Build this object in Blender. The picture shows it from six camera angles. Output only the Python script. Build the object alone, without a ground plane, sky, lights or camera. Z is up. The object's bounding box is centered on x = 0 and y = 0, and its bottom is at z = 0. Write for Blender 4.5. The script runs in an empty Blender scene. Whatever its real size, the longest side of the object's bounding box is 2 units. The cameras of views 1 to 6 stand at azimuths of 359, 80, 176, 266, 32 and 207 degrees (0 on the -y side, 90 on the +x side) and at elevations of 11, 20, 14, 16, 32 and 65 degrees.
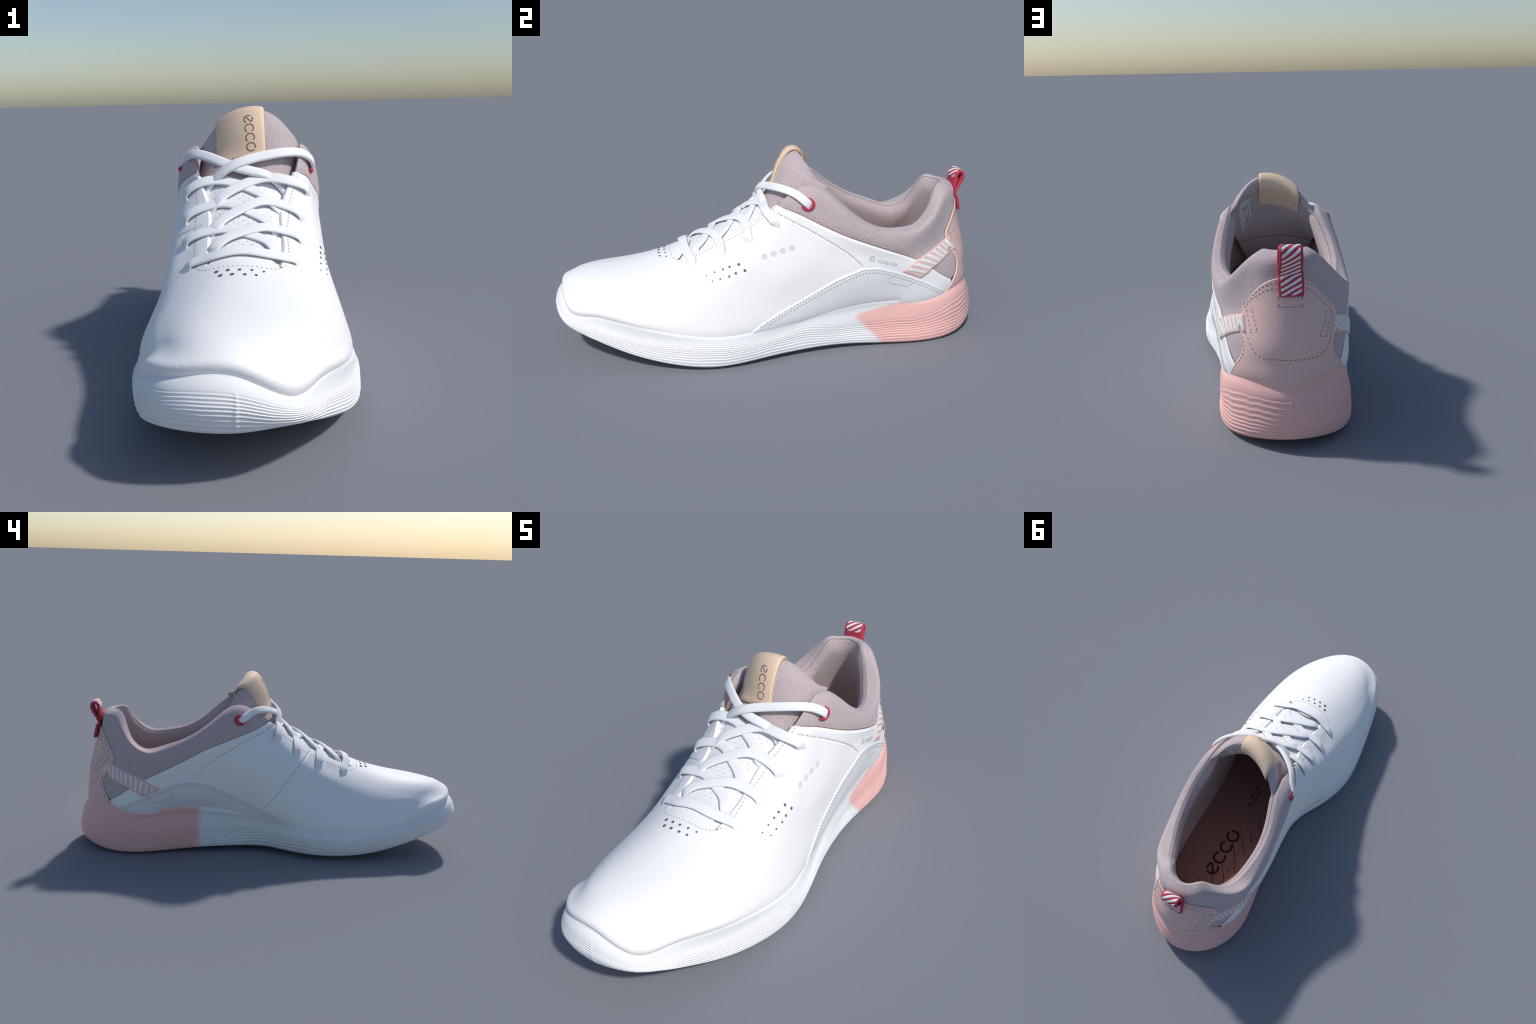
import bpy, math, random
import numpy as np
from mathutils import Vector, noise
from mathutils.bvhtree import BVHTree

random.seed(7)
rng = np.random.default_rng(7)

# ------------------------------------------------------------------ helpers
def spline_matrix(t, periodic_len=None):
    """second derivatives solver for a cubic spline through knots t"""
    n = len(t)
    if periodic_len is None:
        h = np.diff(t)
        A = np.zeros((n, n)); B = np.zeros((n, n))
        A[0, 0] = A[-1, -1] = 1
        for i in range(1, n - 1):
            A[i, i-1], A[i, i], A[i, i+1] = h[i-1], 2*(h[i-1]+h[i]), h[i]
            B[i, i-1], B[i, i], B[i, i+1] = 6/h[i-1], -6/h[i-1]-6/h[i], 6/h[i]
    else:
        h = np.append(np.diff(t), periodic_len - t[-1] + t[0])
        A = np.zeros((n, n)); B = np.zeros((n, n))
        for i in range(n):
            a, b, c = (i-1) % n, i, (i+1) % n
            hp, hn = h[(i-1) % n], h[i]
            A[b, a] += hp; A[b, b] += 2*(hp+hn); A[b, c] += hn
            B[b, a] += 6/hp; B[b, b] += -6/hp-6/hn; B[b, c] += 6/hn
    return np.linalg.solve(A, B)

def cubic(t, y, q, periodic_len=None):
    """cubic spline through (t, y[:, ...]) evaluated at q"""
    t = np.asarray(t, float); y = np.asarray(y, float); q = np.asarray(q, float)
    sh = y.shape; y = y.reshape(len(t), -1)
    M = spline_matrix(t, periodic_len) @ y
    if periodic_len is not None:
        t = np.append(t, t[0] + periodic_len); y = np.vstack([y, y[:1]]); M = np.vstack([M, M[:1]])
    i = np.clip(np.searchsorted(t, q, side='right') - 1, 0, len(t) - 2)
    h = (t[i+1] - t[i])[:, None]
    a = (t[i+1] - q)[:, None] / h; b = 1 - a
    r = a*y[i] + b*y[i+1] + ((a**3-a)*M[i] + (b**3-b)*M[i+1]) * h*h/6
    return r.reshape((len(q),) + sh[1:])

def pchip(t, y, q):
    """monotone cubic, no overshoot"""
    t = np.asarray(t, float); y = np.asarray(y, float); q = np.clip(np.asarray(q, float), t[0], t[-1])
    h = np.diff(t); d = np.diff(y) / h
    m = np.zeros(len(t)); m[0], m[-1] = d[0], d[-1]
    for i in range(1, len(t) - 1):
        if d[i-1]*d[i] > 0:
            w1, w2 = 2*h[i]+h[i-1], h[i]+2*h[i-1]
            m[i] = (w1+w2) / (w1/d[i-1] + w2/d[i])
    i = np.clip(np.searchsorted(t, q, side='right') - 1, 0, len(t) - 2)
    s = (q - t[i]) / h[i]
    return ((1+2*s)*(1-s)**2*y[i] + s*(1-s)**2*h[i]*m[i] + s*s*(3-2*s)*y[i+1] + s*s*(s-1)*h[i]*m[i+1])

def smooth(a, b, x):
    t = np.clip((x - a) / (b - a), 0, 1)
    return t*t*(3 - 2*t)

def unit(v):
    return v / np.maximum(np.linalg.norm(v, axis=-1, keepdims=True), 1e-9)

def grid_faces(n, m, wrap_n=False, flip=False):
    i = np.arange(n if wrap_n else n - 1)[:, None]; j = np.arange(m - 1)[None, :]
    i2 = (i + 1) % n
    f = np.stack([i*m + j, i2*m + j, i2*m + j + 1, i*m + j + 1], -1).reshape(-1, 4)
    return f[:, ::-1] if flip else f

def grid_normals(P, wrap=False):
    if wrap:
        du = np.roll(P, -1, 0) - np.roll(P, 1, 0)
    else:
        du = np.gradient(P, axis=0)
    dv = np.gradient(P, axis=1)
    return unit(np.cross(du, dv))

def new_mesh(name, verts, faces, mat=None, parent=None, smooth_shade=True):
    me = bpy.data.meshes.new(name)
    verts = np.asarray(verts, np.float32).reshape(-1, 3)
    if isinstance(faces, np.ndarray):
        k = faces.shape[1]
        me.vertices.add(len(verts)); me.vertices.foreach_set("co", verts.ravel())
        me.loops.add(faces.size); me.loops.foreach_set("vertex_index", faces.astype(np.int32).ravel())
        me.polygons.add(len(faces))
        me.polygons.foreach_set("loop_start", np.arange(0, faces.size, k, dtype=np.int32))
        me.polygons.foreach_set("loop_total", np.full(len(faces), k, np.int32))
        me.update(calc_edges=True)
    else:
        me.from_pydata([tuple(map(float, v)) for v in verts], [], faces)
    me.validate()
    me.polygons.foreach_set("use_smooth", np.full(len(me.polygons), smooth_shade))
    ob = bpy.data.objects.new(name, me)
    bpy.context.scene.collection.objects.link(ob)
    if mat: me.materials.append(mat)
    if parent: ob.parent = parent
    return ob

def used_only(verts, faces):
    ids = np.unique(faces)
    remap = np.full(len(verts), -1); remap[ids] = np.arange(len(ids))
    return verts[ids], remap[faces]

def cut_triangles(cols, tris, f):
    """split triangles along f = 0; returns columns, triangles, f"""
    f = np.where(np.abs(f) < 1e-7, 1e-7, f)
    s = f > 0
    st = s[tris]; n = st.sum(1)
    mixed = (n == 1) | (n == 2)
    keep = tris[~mixed]; T = tris[mixed]; S = st[mixed]
    lone = np.where(n[mixed] == 1, np.argmax(S, 1), np.argmin(S, 1))
    r = np.arange(len(T))
    a, b, c = T[r, lone], T[r, (lone+1) % 3], T[r, (lone+2) % 3]
    def new_ids(p, q):
        return np.stack([np.minimum(p, q), np.maximum(p, q)], 1)
    E = np.vstack([new_ids(a, b), new_ids(a, c)])
    U, inv = np.unique(E, axis=0, return_inverse=True); inv = inv.ravel()
    w = (f[U[:, 0]] / (f[U[:, 0]] - f[U[:, 1]]))[:, None]
    add = cols[U[:, 0]]*(1-w) + cols[U[:, 1]]*w
    base = len(cols)
    ab, ac = base + inv[:len(T)], base + inv[len(T):]
    new = np.vstack([np.stack([a, ab, ac], 1), np.stack([ab, b, c], 1), np.stack([ab, c, ac], 1)])
    cols = np.vstack([cols, add]); f2 = np.append(f, np.zeros(len(add)))
    return cols, np.vstack([keep, new]), f2

def fnoise(P, scale, seed=0.0):
    return np.array([noise.noise(Vector((p[0]*scale+seed, p[1]*scale, p[2]*scale))) for p in P])

# ------------------------------------------------------------------ materials
def material(name, color, rough=0.6, spec=0.35, sheen=0.0, grain=None, grain_strength=0.2, mottle=None, grain_detail=3.0, coat=0.0):
    m = bpy.data.materials.new(name); m.use_nodes = True
    nt = m.node_tree; b = nt.nodes["Principled BSDF"]
    b.inputs["Base Color"].default_value = (*color, 1)
    b.inputs["Roughness"].default_value = rough
    b.inputs["Specular IOR Level"].default_value = spec
    b.inputs["Sheen Weight"].default_value = sheen
    b.inputs["Coat Weight"].default_value = coat
    tc = nt.nodes.new("ShaderNodeTexCoord")
    if grain:
        n = nt.nodes.new("ShaderNodeTexNoise"); n.inputs["Scale"].default_value = grain
        n.inputs["Detail"].default_value = grain_detail
        bp = nt.nodes.new("ShaderNodeBump"); bp.inputs["Strength"].default_value = grain_strength
        bp.inputs["Distance"].default_value = 0.004
        nt.links.new(tc.outputs["Object"], n.inputs["Vector"])
        nt.links.new(n.outputs["Fac"], bp.inputs["Height"])
        nt.links.new(bp.outputs["Normal"], b.inputs["Normal"])
    if mottle:
        scale, dark, light = mottle
        n = nt.nodes.new("ShaderNodeTexNoise"); n.inputs["Scale"].default_value = scale
        n.inputs["Detail"].default_value = 5; n.inputs["Roughness"].default_value = 0.7
        r = nt.nodes.new("ShaderNodeValToRGB")
        r.color_ramp.elements[0].position = 0.30; r.color_ramp.elements[1].position = 0.70
        r.color_ramp.elements[0].color = (*dark, 1); r.color_ramp.elements[1].color = (*light, 1)
        nt.links.new(tc.outputs["Object"], n.inputs["Vector"])
        nt.links.new(n.outputs["Fac"], r.inputs["Fac"])
        nt.links.new(r.outputs["Color"], b.inputs["Base Color"])
    return m

M_LEATHER = material("white_leather", (0.88, 0.88, 0.88), 0.5, 0.3, grain=110, grain_strength=0.22)
M_PANEL = material("panel_leather", (0.80, 0.81, 0.82), 0.5, 0.3, grain=130, grain_strength=0.1)
M_TONGUE = material("perforated_leather", (0.86, 0.86, 0.87), 0.55, 0.3, grain=150, grain_strength=0.1)
M_TEXTILE = material("mauve_textile", (0.46, 0.37, 0.37), 0.9, 0.15, sheen=0.25, grain=200, grain_strength=0.35, mottle=(150, (0.42, 0.342, 0.352), (0.605, 0.515, 0.525)))
M_COUNTER = material("blush_leather", (0.77, 0.535, 0.49), 0.55, 0.3, grain=120, grain_strength=0.15)
M_TAN = material("tan_leather", (0.84, 0.625, 0.455), 0.6, 0.3, grain=120, grain_strength=0.2)
M_LACE = material("lace_white", (0.86, 0.87, 0.88), 0.8, 0.2, grain=300, grain_strength=0.25)
M_RED = material("red_weave", (0.50, 0.045, 0.085), 0.6, 0.3, grain=220, grain_strength=0.2)
M_STRIPE = material("stripe_white", (0.80, 0.82, 0.83), 0.7, 0.2, grain=220, grain_strength=0.15)
M_LINING = material("lining_textile", (0.40, 0.31, 0.30), 0.9, 0.1, mottle=(170, (0.36, 0.28, 0.275), (0.45, 0.36, 0.355)))
M_PRINT = material("print_dark", (0.05, 0.025, 0.025), 0.8, 0.1)
M_STITCH = material("stitch_grey", (0.30, 0.29, 0.30), 0.8, 0.1)  # thread darkened to carry the shadow of the stitch holes
M_STITCH_PINK = material("stitch_rose", (0.28, 0.17, 0.15), 0.8, 0.1)
M_STITCH_PEACH = material("stitch_peach", (0.62, 0.36, 0.29), 0.8, 0.1)
M_HOLE = material("perforation_dark", (0.13, 0.13, 0.14), 0.9, 0.1)

def insole_material():
    m = material("insole_weave", (0.36, 0.20, 0.16), 0.9, 0.1)
    nt = m.node_tree; b = nt.nodes["Principled BSDF"]; tc = next(n for n in nt.nodes if n.type == 'TEX_COORD')
    mp = nt.nodes.new("ShaderNodeMapping"); mp.inputs["Scale"].default_value = (1, 1, 1)
    br = nt.nodes.new("ShaderNodeTexBrick")
    br.offset = 0.0
    br.inputs["Scale"].default_value = 60; br.inputs["Mortar Size"].default_value = 0.035
    br.inputs["Brick Width"].default_value = 0.5; br.inputs["Row Height"].default_value = 0.5
    br.inputs["Color1"].default_value = (0.40, 0.215, 0.165, 1); br.inputs["Color2"].default_value = (0.37, 0.195, 0.15, 1)
    br.inputs["Mortar"].default_value = (0.27, 0.135, 0.105, 1)
    nt.links.new(tc.outputs["Object"], mp.inputs["Vector"]); nt.links.new(mp.outputs["Vector"], br.inputs["Vector"])
    nt.links.new(br.outputs["Color"], b.inputs["Base Color"])
    return m
M_INSOLE = insole_material()

def sole_material():
    """white foam whose heel is dipped in salmon, with soft sprayed borders"""
    m = material("sole_foam", (0.82, 0.83, 0.84), 0.65, 0.25, grain=90, grain_strength=0.12)
    nt = m.node_tree; b = nt.nodes["Principled BSDF"]; tc = next(n for n in nt.nodes if n.type == 'TEX_COORD')
    N = nt.nodes.new; Lk = nt.links.new
    sep = N("ShaderNodeSeparateXYZ"); Lk(tc.outputs["Object"], sep.inputs[0])
    def math_node(op, a, c=None, clamp=False):
        n = N("ShaderNodeMath"); n.operation = op; n.use_clamp = clamp
        for k, v in enumerate((a, c)):
            if v is None: continue
            if isinstance(v, (int, float)): n.inputs[k].default_value = v
            else: Lk(v, n.inputs[k])
        return n.outputs[0]
    def ramp(v, a, c):
        n = N("ShaderNodeMapRange"); n.interpolation_type = 'SMOOTHSTEP'
        n.inputs["From Min"].default_value = a; n.inputs["From Max"].default_value = c
        Lk(v, n.inputs["Value"]); return n.outputs["Result"]
    x, y, z = sep.outputs[0], sep.outputs[1], sep.outputs[2]
    # lateral: border leans back towards the ground, and the lip stays white up to y = 0.57
    below = math_node('MAXIMUM', math_node('SUBTRACT', 0.15, z), 0.0)
    lean = math_node('SUBTRACT', y, math_node('MULTIPLY', below, 0.95))
    lat = ramp(lean, 0.325, 0.370)
    lipz = math_node('SUBTRACT', z, math_node('MULTIPLY', y, 0.20))
    lip = math_node('MULTIPLY', ramp(lipz, 0.092, 0.112), math_node('SUBTRACT', 1.0, ramp(y, 0.530, 0.575)))
    lat = math_node('MULTIPLY', lat, math_node('SUBTRACT', 1.0, lip))
    med = ramp(y, 0.340, 0.385)
    side = ramp(x, -0.05, 0.05)
    mask = math_node('ADD', math_node('MULTIPLY', lat, side), math_node('MULTIPLY', med, math_node('SUBTRACT', 1.0, side)))
    mix = N("ShaderNodeMix"); mix.data_type = 'RGBA'
    mix.inputs["A"].default_value = (0.82, 0.83, 0.84, 1); mix.inputs["B"].default_value = (0.85, 0.50, 0.465, 1)
    Lk(mask, mix.inputs["Factor"]); Lk(mix.outputs["Result"], b.inputs["Base Color"])
    return m
M_SOLE = sole_material()
M_OUTSOLE = material("outsole_rubber", (0.55, 0.52, 0.45), 0.7, 0.2)

# ------------------------------------------------------------------ the thing
shoe = bpy.data.objects.new("golf_shoe", None)
bpy.context.scene.collection.objects.link(shoe)
shoe["label"] = "white leather golf shoe with mauve collar and pink heel"
shoe["category"] = "shoe"

# ------------------------------------------------------------------ stations
# toe fan (3), straight sides, heel fan (3); the side stations keep y constant
TOE_C = np.array([-0.05, -0.70]); HEEL_C = np.array([0.01, 0.70])
SIDE_Y = [-0.7, -0.5, -0.3, -0.1, 0.0, 0.1, 0.2, 0.3, 0.5, 0.7]
# per station rows, in this order: toe tip, toe 30, toe 60, the ten side stations, heel 30, heel 60, heel tip
# fans hold (radius, z); sides hold (|x|, z)

def half(values):
    return np.array(values, float).reshape(-1, 2)

SOLE_LAT = dict(
    bottom=half([.258,.146, .248,.143, .245,.116, .232,.078, .297,.031, .322,.010, .307,.017, .290,.020, .272,.021, .260,.022, .254,.020, .256,.008, .260,.005, .250,.010, .262,.026, .276,.036]),
    wide=half([.298,.215, .286,.178, .267,.160, .246,.130, .311,.090, .340,.075, .326,.080, .306,.085, .288,.09, .278,.09, .270,.09, .269,.09, .271,.090, .264,.095, .280,.100, .298,.100]),
    wall=half([.288,.262, .279,.205, .256,.190, .234,.165, .299,.138, .330,.122, .316,.120, .298,.130, .283,.150, .275,.160, .269,.168, .266,.185, .264,.190, .254,.205, .264,.205, .274,.198]),
    lip=half([.253,.308, .256,.236, .240,.238, .224,.226, .290,.183, .316,.155, .304,.163, .291,.175, .278,.192, .270,.205, .266,.212, .262,.212, .250,.218, .234,.245, .240,.250, .248,.240]),
)
SOLE_MED = dict(
    bottom=half([.258,.146, .260,.146, .236,.120, .288,.080, .331,.035, .332,.022, .250,.022, .194,.025, .177,.026, .182,.026, .187,.023, .202,.010, .232,.006, .248,.010, .265,.026, .276,.036]),
    wide=half([.298,.215, .301,.215, .266,.185, .319,.140, .366,.110, .374,.105, .298,.110, .241,.110, .209,.110, .204,.108, .207,.102, .229,.095, .251,.085, .268,.085, .290,.095, .298,.100]),
    wall=half([.288,.262, .288,.262, .256,.235, .312,.190, .358,.145, .363,.130, .294,.138, .246,.155, .221,.170, .210,.180, .208,.185, .220,.190, .238,.185, .250,.195, .264,.200, .274,.198]),
    lip=half([.253,.308, .258,.298, .234,.264, .294,.210, .342,.182, .348,.176, .290,.186, .248,.202, .226,.220, .217,.228, .213,.230, .221,.230, .232,.228, .234,.262, .241,.258, .248,.240]),
)
UP_LAT = [
    half([.258,.314, .262,.240, .245,.242, .227,.228, .284,.178, .310,.152, .301,.163, .289,.175, .277,.19, .268,.204, .265,.214, .260,.218, .246,.220, .230,.245, .236,.250, .246,.240]),
    half([.240,.345, .248,.270, .231,.265, .214,.250, .274,.230, .297,.225, .290,.255, .286,.265, .283,.28, .281,.290, .283,.300, .273,.300, .248,.300, .229,.31, .233,.31, .240,.310]),
    half([.210,.364, .225,.310, .210,.300, .195,.286, .245,.285, .267,.318, .273,.360, .280,.375, .282,.385, .285,.39, .290,.400, .281,.380, .240,.390, .213,.385, .223,.378, .238,.370]),
    half([.180,.377, .192,.343, .180,.337, .160,.327, .195,.345, .236,.400, .250,.460, .259,.475, .270,.485, .278,.485, .283,.480, .281,.440, .220,.460, .183,.478, .196,.480, .214,.480]),
    half([.145,.383, .150,.370, .140,.368, .110,.363, .135,.395, .182,.452, .203,.544, .225,.600, .240,.625, .265,.635, .288,.585, .285,.505, .226,.560, .171,.616, .170,.630, .173,.640]),
    half([.090,.393, .090,.391, .090,.389, .045,.391, .075,.420, .118,.489, .133,.602, .180,.688, .203,.764, .221,.754, .247,.667, .243,.566, .160,.622, .112,.702, .112,.716, .118,.718]),
]
UP_MED = [
    half([.258,.314, .263,.304, .239,.269, .295,.212, .336,.178, .346,.174, .286,.184, .246,.202, .222,.220, .206,.234, .204,.244, .214,.236, .226,.230, .230,.262, .237,.258, .246,.240]),
    half([.240,.345, .247,.328, .223,.294, .279,.250, .323,.236, .328,.240, .290,.262, .266,.280, .238,.290, .226,.300, .229,.310, .243,.310, .232,.300, .229,.31, .234,.31, .240,.310]),
    half([.210,.364, .212,.350, .192,.320, .256,.304, .291,.304, .288,.325, .269,.360, .263,.380, .254,.385, .246,.390, .247,.395, .258,.380, .232,.390, .226,.385, .233,.378, .239,.370]),
    half([.180,.377, .180,.371, .166,.352, .222,.347, .233,.370, .246,.398, .247,.460, .251,.480, .252,.485, .252,.485, .255,.480, .264,.450, .224,.460, .203,.478, .210,.480, .214,.480]),
    half([.145,.383, .145,.384, .136,.375, .184,.373, .176,.406, .190,.450, .203,.545, .208,.600, .222,.625, .238,.635, .252,.600, .264,.515, .222,.556, .172,.610, .170,.630, .173,.640]),
    half([.090,.393, .090,.394, .090,.396, .126,.398, .136,.427, .122,.495, .130,.603, .158,.680, .164,.752, .174,.768, .204,.698, .220,.586, .158,.592, .116,.700, .112,.716, .118,.718]),
]
# crest of the vamp (x, y, z) per station; behind the throat it is only a guide
CREST = [(-.055, -.70, .409)]*3 + [(-.055,-.7,.409), (-.04,-.5,.447), (-.01,-.3,.518), (0,-.1,.635), (0,0,.70), (0,.1,.76), (0,.2,.75), (0,.3,.7), (0,.5,.7), (0,.65,.7), (0,.70,.7), (0,.72,.7), (0,.73,.7)]

def place(rows, side):
    """station rows -> 3D points; side +1 lateral, -1 medial"""
    out = []
    for k, (r, z) in enumerate(rows):
        if k < 3:
            a = math.radians(30*k)
            out.append((TOE_C[0] + side*r*math.sin(a), TOE_C[1] - r*math.cos(a), z))
        elif k < 13:
            out.append((side*r, SIDE_Y[k-3], z))
        else:
            a = math.radians(30*(k-12))
            out.append((HEEL_C[0] + side*r*math.cos(a), HEEL_C[1] + r*math.sin(a), z))
    return np.array(out)

def ring(lat, med):
    """closed loop of 30 stations: toe, lateral side, heel, medial side"""
    L, M = place(lat, 1), place(med, -1)
    return np.vstack([L, M[1:-1][::-1]])

def crest_ring():
    L = np.array(CREST, float); M = L * np.array([1, 1, 1]); M = M.copy()
    return np.vstack([L, M[1:-1][::-1]])

def settle(K):
    """the forefoot leans to the lateral side; the toe is filled out on the medial side and lowered"""
    K = K.copy()
    x, y, z = K[..., 0], K[..., 1], K[..., 2]
    shift = .018*(1 - smooth(-.35, .05, y))*(1 - .75*smooth(.30, .42, z)*smooth(-.45, -.3, y))
    toe_medial = -.022*(1 - smooth(-.80, -.55, y))*smooth(-.06, -.16, x)
    toe_top = -.013*(1 - smooth(-.62, -.40, y))*smooth(.26, .36, z)
    K[..., 2] = z + toe_top
    shift = shift + toe_medial
    K[..., 0] = x + shift
    return K
SOLE_K = np.stack([ring(SOLE_LAT[k], SOLE_MED[k]) for k in ("bottom", "wide", "wall", "lip")], 1)
SOLE_K = settle(SOLE_K)
UP_K = np.stack([ring(a, b) for a, b in zip(UP_LAT, UP_MED)] + [crest_ring()], 1)
UP_K = settle(UP_K)
base_ring = SOLE_K[:, 1, :2]
chord = np.linalg.norm(np.roll(base_ring, -1, 0) - base_ring, axis=1)
STATION_T = np.append(0, np.cumsum(chord)[:-1]); LOOP = chord.sum()

NR = 1400
ring_t = np.arange(NR) / NR * LOOP
HEEL_I = int(round(STATION_T[15] / LOOP * NR))

def resample(K):
    return cubic(STATION_T, K, ring_t, LOOP)

# ------------------------------------------------------------------ sole
def lip_bump(P):
    """the rear quarter of the lip stands higher until y = 0.57 on both sides"""
    y = P[..., 1]
    return 0.022 * (1 - smooth(0.545, 0.59, y)) * smooth(0.10, 0.42, y)

def build_sole():
    R = resample(SOLE_K)
    R[:, 3, 2] += lip_bump(R[:, 3])
    b, w, k, l = (R[:, i] for i in range(4))
    ctr = np.stack([np.interp(b[:, 1], [-1, -.5, 0, .6, 1], [-.05, -.03, .01, .01, .01]), np.clip(b[:, 1], -.75, .75), np.zeros(NR)], 1)
    inward = unit((ctr - b) * [1, 1, 0])
    def shift(P, d, dz): return P + inward*d + np.array([0, 0, dz])
    levels = [shift(b, .09, .004), shift(b, .03, -.002), b + [0, 0, .006] - inward*.010, .5*b + .5*w - inward*.010, w, .5*w + .5*k - inward*.003, k,
              .45*k + .55*l + [0, 0, -.002] - inward*.002, l + [0, 0, -.006] - inward*.002, l + inward*.005 + [0, 0, .001], l + inward*.008 + [0, 0, -.012], l + inward*.006 + [0, 0, -.03]]
    Lv = np.stack(levels, 1); Lv[:, :, 2] = np.maximum(Lv[:, :, 2], 0.0)
    vk = np.array([0, .06, .10, .135, .18, .225, .27, .315, .35, .365, .385, .42]) / .42
    M = 190
    v = np.linspace(0, 1, M)
    P = np.stack([cubic(vk, Lv[i], v) for i in range(NR)])
    P[:, :, 2] = np.maximum(P[:, :, 2], 0.0)
    Nn = grid_normals(P, True)
    # laminated ridges: wavy layers between bottom edge and wall top
    a, c = vk[2], vk[6] + .012
    frac = (v - a) / (c - a)
    wave_a = np.array([noise.noise(Vector((math.cos(2*math.pi*i/NR)*6, math.sin(2*math.pi*i/NR)*6, 1.3))) for i in range(NR)])
    wave_b = np.array([noise.noise(Vector((math.cos(2*math.pi*i/NR)*22, math.sin(2*math.pi*i/NR)*22, 4.1))) for i in range(NR)])
    heelish = smooth(.1, .5, P[:, M//2, 1])
    lines = 10.0
    top_cut = 1 - .28*smooth(.05, .30, P[:, M//2, 1])*(1 - smooth(.60, .92, P[:, M//2, 1]))       # at the rear the upper wall is plain
    ph = frac[None, :]/top_cut[:, None]*lines + .55*wave_a[:, None]*np.sin(np.pi*np.clip(frac, 0, 1))[None, :] + (.05 + .10*heelish)[:, None]*wave_b[:, None]
    saw = ph - np.floor(ph)
    prof = np.where(saw < .78, (saw/.78)**1.5, ((1 - saw)/.22))
    fr = frac[None, :]/top_cut[:, None]
    env = smooth(0, .10, fr) * (1 - smooth(.84, 1.0, fr))
    depth = .0036*np.clip((P[:, 80, 2] - P[:, 40, 2])*0 + 1, .4, 1)
    fade = (.75 + .5*np.abs(wave_a))[:, None]
    P = P + Nn * ((prof - .6) * env * depth[:, None] * fade)[..., None]
    # mould seam at toe and heel
    idx = np.arange(NR)
    for c0 in (0, HEEL_I):
        dd = np.minimum(np.abs(idx - c0), NR - np.abs(idx - c0)) * LOOP / NR
        P += Nn * (0.002*np.exp(-(dd/.004)**2)[:, None] * (env > .2))[..., None]
    P[:, :, 2] = np.maximum(P[:, :, 2], 0.0015)
    new_mesh("sole", P.reshape(-1, 3), grid_faces(NR, M, True), M_SOLE, shoe)
    # outsole plate closing the underside
    step = 10
    rim = P[::step, 3]
    n = len(rim); spine = np.stack([np.interp(rim[:, 1], [-1, 1], [-.03, .01]), np.clip(rim[:, 1]*.86, -.85, .85), np.zeros(n)], 1)
    rows = []
    for t in np.linspace(0, 1, 9):
        q = rim*(1-t) + spine*t
        q[:, 2] = rim[:, 2]*(1-t)**1 + np.interp(q[:, 1], [-1, -.85, -.6, -.3, 0, .3, .6, .9, 1], [.17, .125, .055, .004, .012, .02, .003, .02, .04])*t
        rows.append(q)
    Q = np.stack(rows, 1); Q[:, :, 2] = np.maximum(Q[:, :, 2] - .003, 0)
    new_mesh("outsole", Q.reshape(-1, 3), grid_faces(n, 9, True, True), M_OUTSOLE, shoe)
    return P

SOLE_P = build_sole()

# ------------------------------------------------------------------ upper shell
LV_TUCK = 0
R_up = resample(UP_K)
tt = np.concatenate([STATION_T, [LOOP]])
for c in range(3):                       # the crest must not overshoot at the toe pole
    R_up[:, 6, c] = pchip(tt, np.append(UP_K[:, 6, c], UP_K[0, 6, c]), ring_t)
R_up[:, 0, 2] += lip_bump(R_up[:, 0]) * .9
R_up[:, 5, 2] -= .018*np.exp(-((R_up[:, 5, 1] - .635)/.075)**2)      # the rim dips just before the heel
ctr2 = np.stack([np.zeros(NR), np.clip(R_up[:, 0, 1], -.75, .75), np.zeros(NR)], 1)
inw = unit((ctr2 - R_up[:, 0]) * [1, 1, 0])
tuck = R_up[:, 0] + inw*.02 + [0, 0, -.035]
# shoulder level: rounds the padded rim behind the throat
rear = smooth(.02, .16, R_up[:, 5, 1])[:, None]
sh_round = R_up[:, 5] + (R_up[:, 4] - R_up[:, 5]) * np.array([.74, .74, .26])
sh_flat = R_up[:, 5] + (R_up[:, 4] - R_up[:, 5]) * .45 + np.array([0, 0, .004])
shoulder = rear*sh_round + (1-rear)*sh_flat
UPL = np.concatenate([tuck[:, None], R_up[:, :5], shoulder[:, None], R_up[:, 5:], (2*R_up[:, 6] - R_up[:, 5])[:, None]*[1, 1, 0] + R_up[:, 5][:, None]*[0, 0, 1]], 1)   # tuck,u1..u5,shoulder,E,crest,ghost
VK = np.array([0, .05, .12, .22, .33, .46, .54, .60, .82, 1.04])
MU = 260
V_EDGE = .60
v_side = np.linspace(0, V_EDGE, 215); v_strip = np.linspace(V_EDGE, .82, 66)[1:]
v_up = np.concatenate([v_side, v_strip])
UP_P = np.stack([cubic(VK, UPL[i], v_up) for i in range(NR)])
NV = len(v_up); IE = len(v_side) - 1

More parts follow.
